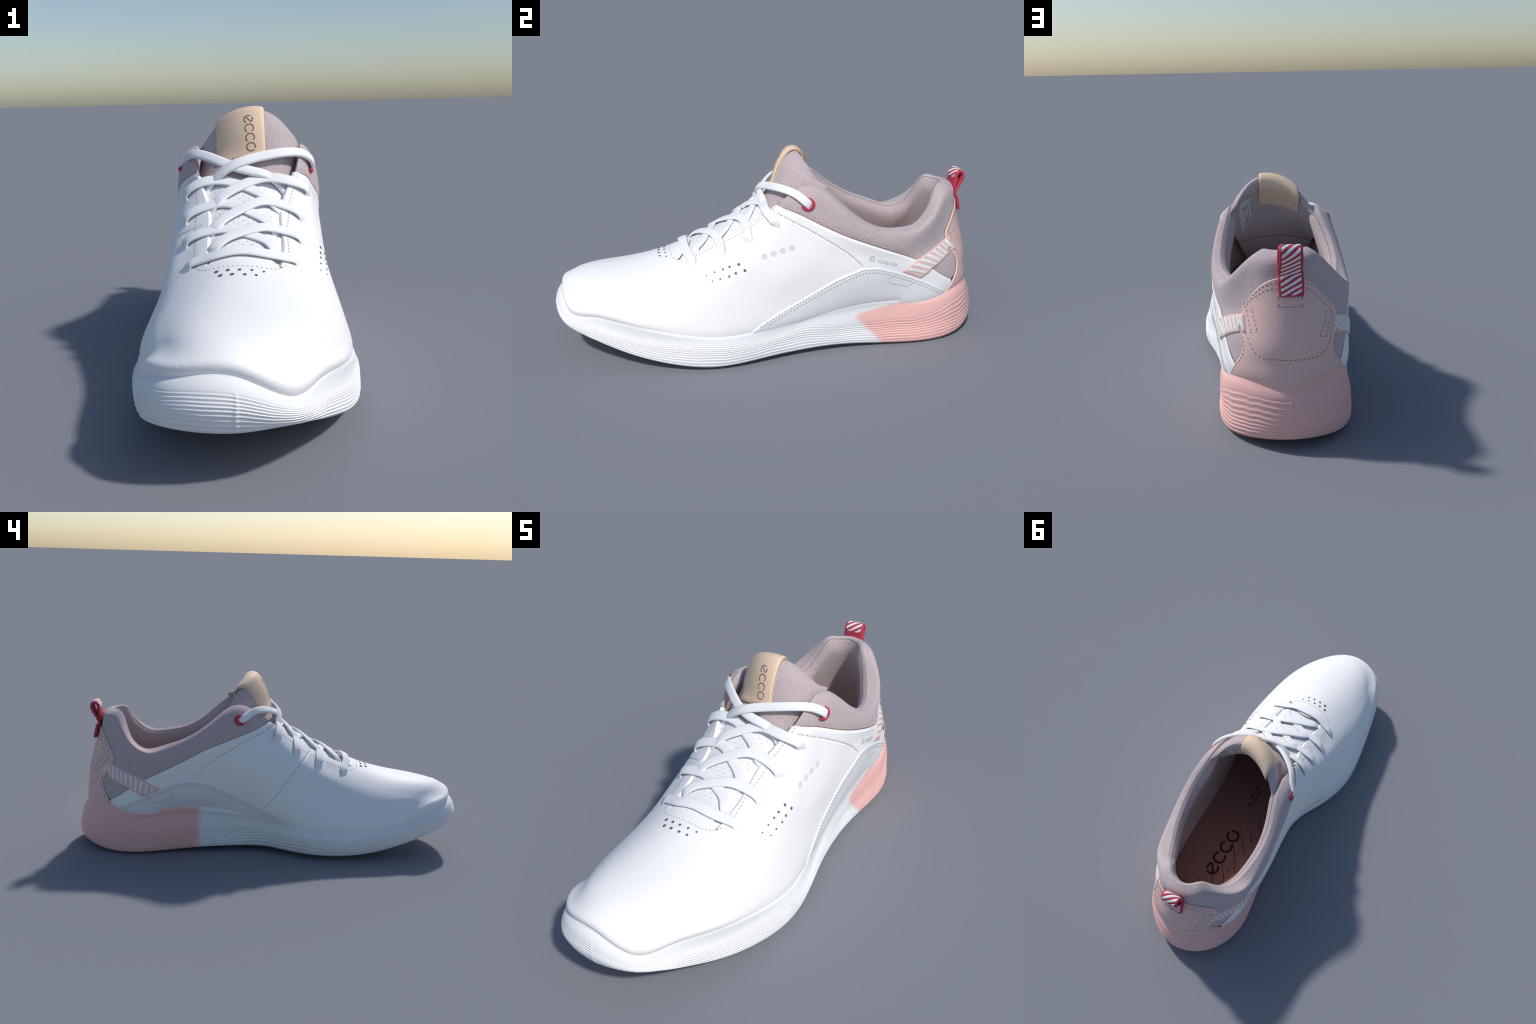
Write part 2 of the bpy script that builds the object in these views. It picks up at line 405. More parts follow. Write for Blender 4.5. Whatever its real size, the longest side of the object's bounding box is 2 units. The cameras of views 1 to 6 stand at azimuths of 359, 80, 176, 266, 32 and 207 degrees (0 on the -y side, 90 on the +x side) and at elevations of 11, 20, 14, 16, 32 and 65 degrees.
def fair_vamp(P):
    """replace the height of the vamp dome by one smooth polynomial sheet in plan"""
    sel = (v_up[None, :] > .18) & (P[..., 1] < -.27) & (P[..., 1] > -.96)
    q = P[sel]
    def basis(x, y):
        x = x / .3; y = (y + .6) / .35
        return np.stack([x**i * y**j for i in range(8) for j in range(8 - i)], -1)
    w = np.ones(len(q))
    coef = np.linalg.lstsq(basis(q[:, 0], q[:, 1]), q[:, 2], rcond=None)[0]
    fit = basis(P[..., 0], P[..., 1]) @ coef
    wt = smooth(.23, .37, np.broadcast_to(v_up[None, :], P.shape[:2])) * (1 - smooth(-.40, -.30, P[..., 1]))
    wt = wt * smooth(-.985, -.945, P[..., 1])
    P = P.copy(); P[..., 2] = P[..., 2]*(1 - wt) + fit*wt
    return P
UP_P = fair_vamp(UP_P)
UP_N = grid_normals(UP_P, True)
tan_c = np.roll(UP_P[:, -1], -1, 0) - np.roll(UP_P[:, -1], 1, 0)
tan_c = np.where(np.abs(tan_c[:, 1:2]) < 1e-5, [[0, 1.0, .25]], tan_c * np.sign(tan_c[:, 1:2]))
UP_N[:, -1] = unit(np.stack([0*tan_c[:, 0], -tan_c[:, 2], tan_c[:, 1]], 1))

# side-view outlines of the pieces: z as a function of y on each side
COLLAR_LAT = ([-.6, -.03, .0, .079, .182, .288, .388, .544, .612, .65, .712, .76, .802, .9, 1.05], [1.2, .72, .688, .656, .604, .554, .514, .449, .416, .392, .353, .318, .292, .24, .2])
COLLAR_MED = ([-.6, -.02, .03, .147, .261, .322, .435, .549, .63, .731, .774, .817, .9, 1.05], [1.2, .72, .683, .634, .590, .566, .507, .447, .402, .335, .302, .277, .24, .2])
SWOOSH_LAT = ([-1.1, -.18, -.109, .017, .141, .239, .322, .363, .417, .49, .60, .716, .793, .9, 1.1], [-.3, .14, .185, .246, .309, .364, .395, .408, .407, .386, .340, .280, .236, .17, .05])
SWOOSH_MED = ([-1.1, -.22, -.124, -.036, .053, .144, .262, .349, .406, .463, .521, .608, .725, .79, .9, 1.1], [-.3, .13, .184, .221, .260, .308, .364, .396, .403, .399, .377, .333, .276, .243, .18, .05])

def side_dist(P, lat, med):
    """signed approximate distance above a side outline"""
    y, z = P[:, 1], P[:, 2]
    def one(t, h):
        t, h = np.array(t), np.array(h)
        zz = pchip(t, h, y); sl = (pchip(t, h, y + .004) - pchip(t, h, y - .004)) / .008
        return (z - zz) / np.sqrt(1 + np.minimum(sl*sl, 9))
    w = smooth(-.03, .03, P[:, 0])
    return one(*lat)*w + one(*med)*(1 - w)

def heel_angle(P):
    """perimeter coordinate q: arc length from the heel seam in plan, at radius .24"""
    dx, dy = P[:, 0] - HEEL_C[0], P[:, 1] - HEEL_C[1]
    return np.where(dy > 0, np.arctan2(np.abs(dx), np.maximum(dy, 1e-6))*.24, .24*math.pi/2 - dy)

# heel counter half outline: q (arc from the heel seam) as function of z
COUNTER_Z = [.15, .235, .26, .285, .32, .36, .40, .44, .49, .547, .589, .613, .627, .634]
COUNTER_Q = [.31, .285, .262, .242, .214, .202, .22, .255, .262, .205, .150, .105, .06, .01]

def counter_dist(P):
    q = heel_angle(P)
    return pchip(np.array(COUNTER_Z), np.array(COUNTER_Q), P[:, 2]) - q - 20*np.maximum(P[:, 2] - .634, 0)

OVALS = [(-.072, .474), (-.032, .485), (.008, .4955), (.049, .506)]

def seam_groove(P):
    """stitched seams drawn as grooves: distance to side-view polylines"""
    d = np.full(len(P), 1.0)
    def seg(pts, mask):
        nonlocal d
        pts = np.array(pts); yz = P[mask][:, 1:3]
        best = np.full(len(yz), 1.0)
        for a, b in zip(pts[:-1], pts[1:]):
            ab = b - a; t = np.clip(((yz - a) @ ab) / (ab @ ab), 0, 1)
            best = np.minimum(best, np.linalg.norm(yz - a - t[:, None]*ab, axis=1))
        d[mask] = np.minimum(d[mask], best)
    seg(SADDLE_LAT, P[:, 0] > .05); seg(SADDLE_MED, P[:, 0] < -.05); seg(QUARTER_MED, P[:, 0] < -.05)
    return d
SADDLE_LAT = [(-.03, .668), (-.005, .655), (.077, .613), (.167, .562), (.237, .517), (.311, .462), (.362, .412)]
SADDLE_MED = [(-.006, .667), (.069, .634), (.15, .594), (.235, .545), (.321, .487), (.36, .445), (.372, .408)]
QUARTER_MED = [(-.198, .528), (-.142, .479), (-.076, .399), (-.012, .312), (.028, .262)]

cols = np.concatenate([UP_P, UP_N, np.broadcast_to(v_up[None, :, None], (NR, NV, 1)), np.broadcast_to(ring_t[:, None, None], (NR, NV, 1))], 2).reshape(-1, 8)
quads = grid_faces(NR, NV, True)
tris = np.vstack([quads[:, [0, 1, 2]], quads[:, [0, 2, 3]]])

# throat: the strip above the edge row survives only as vamp, with a convex rear edge
def bridge(P, v):
    x = P[:, 0] + .012
    return (-.372 - 5.2*np.abs(x)**2) - P[:, 1]
def tri_v(c, t): return c[t][:, :, 6].mean(1)
is_strip = tri_v(cols, tris) > V_EDGE
fb = bridge(cols[:, :3], cols[:, 6])
strip_tris = tris[is_strip]; side_tris = tris[~is_strip]
cols2, st, f2 = cut_triangles(cols, strip_tris, fb)
keep = f2[st].mean(1) > 0
strip_keep = st[keep]
all_tris = np.vstack([side_tris, strip_keep]); cols = cols2

fs = {}
def cut(name, fn):
    global cols, all_tris
    f = fn(cols[:, :3])
    cols, all_tris, f2 = cut_triangles(cols, all_tris, f)
for fn in (lambda P: side_dist(P, COLLAR_LAT, COLLAR_MED), counter_dist, lambda P: side_dist(P, SWOOSH_LAT, SWOOSH_MED)):
    cut("", fn)
P0 = cols[:, :3]
cen = P0[all_tris].mean(1)
d_collar = side_dist(P0, COLLAR_LAT, COLLAR_MED); d_counter = counter_dist(P0); d_sw = side_dist(P0, SWOOSH_LAT, SWOOSH_MED)
c_collar = d_collar[all_tris].mean(1); c_counter = d_counter[all_tris].mean(1); c_sw = d_sw[all_tris].mean(1)
reg = np.zeros(len(all_tris), int)                       # 0 vamp leather
reg[c_collar > 0] = 1                                    # collar textile
reg[(c_sw < 0)] = 2                                      # swoosh panel
reg[(c_counter > 0) & (cen[:, 1] > .55)] = 3             # heel counter

off = np.zeros(len(P0))
N0 = cols[:, 3:6]
region_disp = {
    0: lambda P: .006*smooth(0, .012, -d_collar) * 1.0,
    1: lambda P: .004*smooth(0, .03, d_collar) - .003*(1 - smooth(0, .006, np.abs(d_collar))),
    2: lambda P: .006*smooth(0, .012, -d_collar)*0 + .006 + .006*smooth(0, .010, -d_sw),
    3: lambda P: .006 + .005*smooth(0, .010, d_counter),
}
groove = seam_groove(P0)
oval = np.full(len(P0), 1.0)
for oy, oz in OVALS:
    oval = np.minimum(oval, np.where(P0[:, 0] > .1, np.hypot(P0[:, 1] - oy, P0[:, 2] - oz), 1))
names = {0: ("vamp", M_LEATHER), 1: ("collar", M_TEXTILE), 2: ("side_panel", M_PANEL), 3: ("heel_counter", M_COUNTER)}
for r, (nm, mat) in names.items():
    V = P0.copy()
    o = region_disp[r](V)
    if r == 0:
        o = o - .0035*(1 - smooth(0.001, .0055, groove)) + .003*smooth(.006, .02, np.where(d_sw < .02, d_sw, .02))*0
        o = o - .0035*(1 - smooth(.0115, .0150, oval))
    V = V + N0*o[:, None]
    T = all_tris[reg == r]
    v2, t2 = used_only(V, T)
    new_mesh(nm, v2, t2, mat, shoe)

# thickness strips: throat edge folds down inside
def edge_lip(lo, hi, name):
    idx = [i for i in range(NR) if lo < UP_P[i, IE, 1] < hi]
    lat = [i for i in idx if UP_P[i, IE, 0] > 0]; med = [i for i in idx if UP_P[i, IE, 0] < 0]
    for ids in (lat, med):
        e = UP_P[ids, IE]; n = UP_N[ids, IE]
        dv = unit(UP_P[ids, IE] - UP_P[ids, IE-4])
        e = e + n*(.006*smooth(0, .012, -side_dist(e, COLLAR_LAT, COLLAR_MED)))[:, None]
        rows = [e, e + dv*.005 - n*.003, e + dv*.007 - n*.010, e + dv*.005 - n*.022, e - n*.034 - dv*.01]
        Q = np.stack(rows, 1)
        new_mesh(name, Q.reshape(-1, 3), grid_faces(len(ids), len(rows)), M_LEATHER, shoe)
edge_lip(-.435, -.004, "eyestay_edge")

# ------------------------------------------------------------------ collar lining and insole
INSOLE_Z = lambda y: np.interp(y, [-1, -.6, -.2, .1, .4, .7, 1], [.20, .14, .14, .17, .19, .19, .20])
def build_lining():
    ids = [i for i in range(NR) if UP_P[i, IE, 1] > -.30 or i in range(HEEL_I-10, HEEL_I+10)]
    ids = sorted(ids)
    E = UP_P[ids, IE] + UP_N[ids, IE]*.004
    base = R_up[ids]
    out = unit(np.stack([E[:, 0]*0 + np.where(base[:, 1, 1] > .7, base[:, 1, 0]-HEEL_C[0], base[:, 1, 0]), np.where(base[:, 1, 1] > .7, base[:, 1, 1]-.7, 0), np.zeros(len(ids))], 1))
    y = E[:, 1]
    back = smooth(.05, .25, y)[:, None]
    low = base[:, 0] - out*.032; low[:, 2] = INSOLE_Z(low[:, 1]) - .005
    mid = base[:, 2] - out*.032; mid[:, 2] = .33
    thin = (1 - .5*smooth(.66, .78, y))[:, None]
    r1 = E - out*.020*thin + [0, 0, -.010]
    r2 = E - out*.040*thin + [0, 0, -.045]
    r3 = E - out*.030*thin + [0, 0, -.095]
    # keep the inside of the wall a pad's thickness from the outside
    rows = np.stack([E, r1*back + (E - out*.01 + [0, 0, -.02])*(1-back), r2*back + (E - out*.0 + [0, 0, -.05])*(1-back), r3*back + (E + out*.02 + [0, 0, -.09])*(1-back), mid, low], 1)
    vk = np.array([0, .1, .25, .4, .75, 1.0])
    v = np.linspace(0, 1, 60)
    P = np.stack([cubic(vk, rows[i], v) for i in range(len(ids))])
    new_mesh("lining", P.reshape(-1, 3), grid_faces(len(ids), 60), M_TEXTILE, shoe)
    return P
LIN_P = build_lining()

def build_insole():
    ids = np.arange(0, NR, 4)
    b = resample(UP_K)[ids, 0]
    out = unit((b - ctr2[ids]) * [1, 1, 0])
    rim = b - out*.022; rim[:, 2] = INSOLE_Z(rim[:, 1]) + .012
    sp = np.stack([np.interp(rim[:, 1], [-1, 1], [-.05, .01]), np.clip(rim[:, 1], -.75, .75), np.zeros(len(ids))], 1)
    rows = []
    for t in np.linspace(0, 1, 12):
        q = rim*(1-t) + sp*t; q[:, 2] = INSOLE_Z(q[:, 1]) + .012*(1-t)**3; rows.append(q)
    Q = np.stack(rows, 1)
    new_mesh("insole", Q.reshape(-1, 3), grid_faces(len(ids), 12, True), M_INSOLE, shoe)
build_insole()

# ------------------------------------------------------------------ tongue
SP_H = np.array([0, .14, .28, .42, .55, .66, .77, .89, 1.0])
# front face of the tongue on its centre line
SP_YZ = np.array([(-.47, .430), (-.36, .488), (-.25, .539), (-.14, .600), (-.05, .665), (-.002, .733), (.022, .798), (.052, .864), (.095, .916)])
SP_W = np.array([.115, .135, .150, .160, .175, .190, .196, .188, .165])
SP_D = np.array([.02, .04, .055, .065, .090, .16, .205, .21, .19])
SP_B = np.array([.0, .03, .09, .12, .075, .02, .0, .0, .0])      # extra padding behind
SP_T = np.array([.014, .014, .014, .014, .022, .062, .080, .080, .070])

def tongue_frame(h):
    h = np.asarray(h, float)
    p = cubic(SP_H, SP_YZ, h); t = unit(cubic(SP_H, SP_YZ, np.clip(h + .01, 0, 1)) - cubic(SP_H, SP_YZ, np.clip(h - .01, 0, 1)))
    n = np.stack([-t[:, 1], t[:, 0]], 1)     # towards the front and up
    return p, t, n, pchip(SP_H, SP_W, h), pchip(SP_H, SP_D, h), pchip(SP_H, SP_T, h)

def tongue_point(a, h, k):
    """a across (-1..1), h up (0..1), k through the thickness (-1 back, 1 front)"""
    hh = h * (1 - smooth(.55, 1, h)*((.18 - .07*a)*np.abs(a)**3.6 + .07*smooth(.82, 1, np.abs(a))))
    p, t, n, w, d, T = tongue_frame(hh)
    T = T*(1 - .38*a*a*smooth(.5, .7, h))
    ea = np.sqrt(np.clip(1 - np.abs(a)**7, 0, 1)); eh = np.sqrt(np.clip(1 - h**22, 0, 1))
    bow = d*(1 + .08*a*smooth(.55, .7, h))*(1 - np.cos(a*1.25))/(1 - math.cos(1.25))
    x = w*np.sin(a*1.35)/math.sin(1.35) + np.interp(h, [0, .5, .7, 1], [-.012, 0, .015, .012])
    th = T*.5*(ea*eh*k - 1) - np.where(k < 0, -k, 0)*pchip(SP_H, SP_B, hh)*np.sqrt(np.clip(1 - a*a, 0, 1))
    y = p[:, 0] + n[:, 0]*(th - bow); z = p[:, 1] + n[:, 1]*(th - bow)
    tilt = smooth(.55, .75, h)
    z = z + tilt*.16*x; y = y - tilt*.22*x
    return np.stack([x, y, z], 1)

def build_tongue():
    na, nh = 121, 240
    A, H = np.meshgrid(np.linspace(-1, 1, na), np.linspace(0, 1, nh), indexing='ij')
    H_SPLIT = .565
    front = tongue_point(A.ravel(), H.ravel(), np.ones(A.size)).reshape(na, nh, 3)
    back = tongue_point(A.ravel(), H.ravel(), -np.ones(A.size)).reshape(na, nh, 3)
    js = int(H_SPLIT*(nh-1))
    q = grid_faces(na, js+1); V = front[:, :js+1].reshape(-1, 3)
    b = back[:, :js+1].reshape(-1, 3)
    new_mesh("tongue", V, q, M_TONGUE, shoe)
    new_mesh("tongue_lining", b, q[:, ::-1], M_TEXTILE, shoe)
    f2, b2 = front[:, js-1:], back[:, js-1:]
    m = f2.shape[1]; q = grid_faces(na, m); V = f2.reshape(-1, 3)
    new_mesh("tongue_padding", np.vstack([V, b2.reshape(-1, 3)]), np.vstack([q, q[:, ::-1] + len(V)]), M_TEXTILE, shoe)
build_tongue()

def tag_point(a, w, k):
    """w runs up the front, over the top and down the back; k is the layer offset"""
    a = np.asarray(a, float); w = np.asarray(w, float)
    F, Tp = .62, .80                       # front ends, top ends
    xs = a
    out = np.zeros((len(a), 3))
    hf = np.interp(w, [0, F], [.66, .94]); hb = np.interp(w, [Tp, 1], [.94, .755])
    h = np.where(w < .5*(F+Tp), hf, hb)
    p, t, n, W, D, T = tongue_frame(h)
    a = np.arcsin(np.clip((xs - .0135)*math.sin(1.35)/W, -1, 1))/1.35
    mid = tongue_point(a, h, np.zeros(len(a)))
    phi = np.interp(w, [F, Tp], [0, math.pi])
    rad = T*(1 - .38*a*a)*.5 + .0015 + k
    out = mid.copy()
    out[:, 1] += (n[:, 0]*np.cos(phi) + t[:, 0]*np.sin(phi))*rad
    out[:, 2] += (n[:, 1]*np.cos(phi) + t[:, 1]*np.sin(phi))*rad
    return out

TAG_A = (-.095, .078)
def build_tag():
    na, nw = 50, 160
    A, W = np.meshgrid(np.linspace(*TAG_A, na), np.linspace(0, 1, nw), indexing='ij')
    ea = np.minimum(np.arange(na), np.arange(na)[::-1])[:, None]; ew = np.minimum(np.arange(nw), np.arange(nw)[::-1])[None, :]
    th = .007*np.sqrt(smooth(-1, 3, ea))*np.sqrt(smooth(-1, 3, ew))
    outer = tag_point(A.ravel(), W.ravel(), th.ravel()).reshape(na, nw, 3)
    inner = tag_point(A.ravel(), W.ravel(), np.full(A.size, -.002)).reshape(na, nw, 3)
    q = grid_faces(na, nw); n = na*nw
    border = [(i, 0) for i in range(na)] + [(na-1, j) for j in range(1, nw)] + [(i, nw-1) for i in range(na-2, -1, -1)] + [(0, j) for j in range(nw-2, 0, -1)]
    bi = np.array([i*nw + j for i, j in border]); bn = np.roll(bi, -1)
    side = np.stack([bi, bn, bn + n, bi + n], 1)
    new_mesh("tongue_tag", np.vstack([outer.reshape(-1, 3), inner.reshape(-1, 3)]), np.vstack([q, q[:, ::-1] + n, side]), M_TAN, shoe)
build_tag()

# ------------------------------------------------------------------ ribbons (laces, loop)
def ribbon(name, path, ups, width, thick, mat, samples=120, closed=False, n_sec=20, parent=None, power=3.2):
    path = np.array(path, float); ups = np.array(ups, float)
    d = np.append(0, np.cumsum(np.linalg.norm(np.diff(path, axis=0), axis=1)))
    s = np.linspace(0, d[-1], samples)
    C = cubic(d, path, s); U = unit(cubic(d, ups, s))
    T = unit(np.gradient(C, axis=0)); S = unit(np.cross(T, U)); U = unit(np.cross(S, T))
    ang = np.linspace(0, 2*np.pi, n_sec, endpoint=False)
    ca, sa = np.cos(ang), np.sin(ang)
    ex = np.sign(ca)*np.abs(ca)**(2/power)*width/2; ey = np.sign(sa)*np.abs(sa)**(2/power)*thick/2
    P = C[:, None] + S[:, None]*ex[None, :, None] + U[:, None]*ey[None, :, None]
    f = grid_faces(samples, n_sec)
    i = np.arange(samples - 1)
    wrap = np.stack([i*n_sec + n_sec-1, (i+1)*n_sec + n_sec-1, (i+1)*n_sec, i*n_sec], 1)
    return new_mesh(name, P.reshape(-1, 3), np.vstack([f, wrap]), mat, parent or shoe)

UPV = (0, -.45, .9)
def tree_of(names):
    vs, fs, n = [], [], 0
    for ob in bpy.data.objects:
        if ob.type == 'MESH' and ob.name.split('.')[0] in names:
            vs += [v.co.copy() for v in ob.data.vertices]
            fs += [[i + n for i in p.vertices] for p in ob.data.polygons]
            n = len(vs)
    return BVHTree.FromPolygons(vs, fs)
TOP = tree_of({"vamp", "tongue", "tongue_padding", "eyestay_edge", "collar"})

def on_top(x, y, lift=0.0):
    """point on the upper seen from above, raised by lift along the normal"""
    hit, n, _, _ = TOP.ray_cast(Vector((x, y, 2)), Vector((0, 0, -1)))
    if hit is None:
        hit, n, _, _ = TOP.find_nearest(Vector((x, y, .6)))
    return np.array(hit) + np.array(n)*lift*(1 if n.z > 0 else -1), np.array(n)*(1 if n.z > 0 else -1)

HOLES_L = [(.156, -.374, .421), (.181, -.252, .474), (.189, -.128, .531), (.203, -.007, .600)]
HOLES_M = [(-.177, -.380, .424), (-.194, -.245, .468), (-.200, -.128, .526), (-.195, -.022, .592)]
EDGE_L = [(.112, -.362, .455), (.119, -.263, .506), (.128, -.145, .569), (.141, -.046, .638)]
EDGE_M = [(-.120, -.362, .462), (-.127, -.263, .517), (-.127, -.143, .574), (-.132, -.036, .640)]
OVER = [(.128, -.255, .515), (.138, -.130, .578), (.156, -.034, .648)]
SKIN = tree_of({"vamp"})

def on_skin(p):
    hit, n, _, _ = SKIN.find_nearest(Vector(p))
    n = np.array(n); out = np.array([np.sign(hit.x)*.5, -.3, .8])
    return np.array(hit), n*np.sign(n @ out)

def lace_over(stops, width=.041, thick=.0105):
    """stops: ('s', point, lift) rest on the leather, ('t', x, y, lift) on whatever lies below"""
    pts, ups = [], []
    for st in stops:
        if st[0] == 's':
            p, n = on_skin(st[1]); lift = st[2]
        else:
            p, n = on_top(st[1], st[2]); lift = st[3]
        pts.append(p + n*lift); ups.append(unit(n*.75 + np.array(UPV)*.25))
    return ribbon("lace", pts, ups, width, thick, M_LACE)

def lace_pair():
    V3 = lambda p, dx=0, dy=0, dz=0: (p[0] + dx, p[1] + dy, p[2] + dz)
    l, m = HOLES_L[0], HOLES_M[0]
    lace_over([('s', V3(m, -.008, -.010, -.008), -.012), ('s', V3(m, .008, 0, .008), .007), ('s', (-.140, -.390, .456), .008), ('t', -.085, -.404, .010), ('t', -.02, -.402, .010), ('t', .05, -.402, .010),
               ('s', (.122, -.384, .450), .008), ('s', V3(l, -.008, 0, .008), .007), ('s', V3(l, .008, -.010, -.008), -.012)])
    for i in (1, 2, 3):
        for side, H, E, S, lift in ((1, HOLES_L[i], EDGE_M[i-1], EDGE_L, .0085), (-1, HOLES_M[i], EDGE_L[i-1], EDGE_M, 0)):
            yb, ye, xe = H[1], E[1], abs(E[0])
            top = np.array(OVER[i-1])*[side, 1, 1]
            lace_over([('s', V3(H, side*.008, -.006, -.010), -.012), ('s', V3(H, -side*.006, 0, .006), .007), ('s', tuple(top), .007), ('t', side*.055, OVER[i-1][1] - .012, .006 + lift), ('t', -side*.015, .58*OVER[i-1][1] + .42*ye, .005 + lift),
                       ('t', -side*.07, .28*OVER[i-1][1] + .72*ye + .002, .009 + lift*.6), ('t', -side*(xe - .022), ye + .006, .006), ('t', -side*(xe - .008), ye - .002, -.010)])
    ribbon("lace", [(-.140, -.044, .612), (-.122, -.036, .645), (-.085, -.042, .685), (-.026, -.046, .722), (.05, -.024, .742), (.12, .000, .752), (.185, .040, .752), (.232, .085, .734), (.250, .122, .702), (.236, .140, .684)],
           [(-.4, -.5, .8), (-.4, -.5, .8), (-.2, -.6, .8), (0, -.75, .65), (.1, -.8, .6), (.3, -.75, .6), (.5, -.65, .6), (.75, -.4, .5), (.9, -.2, .3), (.9, -.1, .3)], .036, .017, M_LACE)
    ribbon("lace", [(.150, -.054, .610), (.128, -.046, .642), (.090, -.047, .676), (.015, -.050, .700), (-.06, -.026, .722), (-.13, .026, .746), (-.180, .078, .750), (-.210, .122, .732), (-.229, .156, .710), (-.214, .170, .700)],
           [(.4, -.5, .8), (.4, -.5, .8), (.2, -.6, .8), (0, -.75, .65), (-.1, -.8, .6), (-.3, -.7, .6), (-.5, -.6, .6), (-.75, -.4, .5), (-.9, -.2, .3), (-.9, -.1, .3)], .036, .017, M_LACE)
lace_pair()

# ------------------------------------------------------------------ pull loop
COUNTER_T = tree_of({"heel_counter", "collar"})
def loop_path():
    yz = []
    for z in (.568, .585, .605, .625, .645):
        hit, _, _, _ = COUNTER_T.ray_cast(Vector((0, 2, z)), Vector((0, -1, 0)))
        yz.append((hit.y + .009, z))
    y0 = yz[-1][0]
    yz += [(y0 + .006, .668), (y0 + .020, .690), (y0 + .033, .714), (y0 + .035, .737), (y0 + .021, .751), (y0 + .005, .741), (y0 + .001, .718), (y0 - .004, .690), (y0 - .012, .662)]
    return np.array(yz)

def loop_surface(s_frac, t, lift):
    """point on the pull loop ribbon: s along (0 bottom .. 1), t across (-1..1), lift from the middle sheet"""
    yz = loop_path()
    d = np.append(0, np.cumsum(np.linalg.norm(np.diff(yz, axis=0), axis=1))); d /= d[-1]
    c = cubic(d, yz, s_frac); tg = unit(cubic(d, yz, np.clip(s_frac + .004, 0, 1)) - cubic(d, yz, np.clip(s_frac - .004, 0, 1)))
    n = np.stack([tg[:, 1], -tg[:, 0]], 1)
    half_w = .045 + .003*np.sin(s_frac*9)
    return np.stack([-.002 + t*half_w, c[:, 0] + n[:, 0]*lift, c[:, 1] + n[:, 1]*lift], 1)

def build_loop():
    ns, n_sec = 160, 32
    ang = np.linspace(0, 2*np.pi, n_sec, endpoint=False)
    ex = np.sign(np.cos(ang))*np.abs(np.cos(ang))**.35; ey = np.sign(np.sin(ang))*np.abs(np.sin(ang))**.6*.0085
    S, K = np.meshgrid(np.linspace(0, 1, ns), np.arange(n_sec), indexing='ij')
    P = loop_surface(S.ravel(), ex[K.ravel()], ey[K.ravel()]).reshape(ns, n_sec, 3)
    f = grid_faces(ns, n_sec); i = np.arange(ns - 1)
    wrap = np.stack([i*n_sec + n_sec-1, (i+1)*n_sec + n_sec-1, (i+1)*n_sec, i*n_sec], 1)
    caps = np.array([[k, (k+1) % n_sec, n_sec-1-((k+1) % n_sec), n_sec-1-k] for k in range(n_sec//2 - 1)])
    loop = new_mesh("pull_loop", P.reshape(-1, 3), np.vstack([f, wrap, caps]), M_RED, shoe)
    # woven white bars, slanting up to the right as seen from behind (-x)
    for k in range(-2, 16):
        c = .005 + k*.068
        T = np.linspace(-.80, .80, 15)
        ctr = c - T*.085
        lo, hi = np.clip(ctr - .019, .012, .80), np.clip(ctr + .019, .012, .80)
        ok = hi - lo > .004
        if ok.sum() < 3: continue
        T, lo, hi = T[ok], lo[ok], hi[ok]
        rows = []
        for u in np.linspace(0, 1, 7):
            edge = .0096 if 0 < u < 1 else .0080
            rows.append(loop_surface(lo*(1-u) + hi*u, T, np.full(len(T), edge)))
        Q = np.stack(rows, 1)
        new_mesh("loop_stripe", Q.reshape(-1, 3), grid_faces(len(T), 7, flip=False), M_STRIPE, loop)
build_loop()

# ------------------------------------------------------------------ placing things on the skin
HULL = tree_of({"vamp", "collar", "side_panel", "heel_counter"})
def on_side(side, y, z):
    """skin point seen from the side (or from behind the heel)"""
    hit, n, _, _ = HULL.ray_cast(Vector((side*2, y, z)), Vector((-side, 0, 0)))
    if hit is None:
        hit, n, _, _ = HULL.find_nearest(Vector((side*.2, y, z)))
    n = np.array(n)
    return np.array(hit), n*(np.sign(n[0]*side) or 1)

def from_behind(x, z):
    hit, n, _, _ = HULL.ray_cast(Vector((x, 2, z)), Vector((0, -1, 0)))
    n = np.array(n)
    return np.array(hit), n*np.sign(n[1])

def from_above(x, y):
    p, n = on_top(x, y)
    return p, n

def even(points, step):
    """resample a polyline of tuples smoothly at even steps"""
    pts = np.array(points, float)
    d = np.append(0, np.cumsum(np.linalg.norm(np.diff(pts, axis=0), axis=1)))
    fine = np.linspace(0, d[-1], 400)
    c = cubic(d, pts, fine) if len(pts) > 2 else np.stack([np.interp(fine, d, pts[:, k]) for k in range(pts.shape[1])], 1)
    dd = np.append(0, np.cumsum(np.linalg.norm(np.diff(c, axis=0), axis=1)))
    n = max(2, int(round(dd[-1]/step)) + 1)
    return np.stack([np.interp(np.linspace(0, dd[-1], n), dd, c[:, k]) for k in range(c.shape[1])], 1)

def capsule():
    """unit stitch: length 1 on x, width 1 on y, height 1 on z"""
    v, f = [], []
    rings, seg = 5, 8
    for i in range(rings):
        t = -1 + 2*i/(rings-1); r = math.sqrt(max(0, 1 - abs(t)**4))*.5 + (.06 if abs(t) == 1 else 0)
        for j in range(seg):
            a = 2*math.pi*j/seg; v.append((t*.5, r*math.cos(a), r*math.sin(a)))
    for i in range(rings-1):
        for j in range(seg):
            f.append((i*seg+j, i*seg+(j+1) % seg, (i+1)*seg+(j+1) % seg, (i+1)*seg+j))
    return np.array(v), f
CAP_V, CAP_F = capsule()

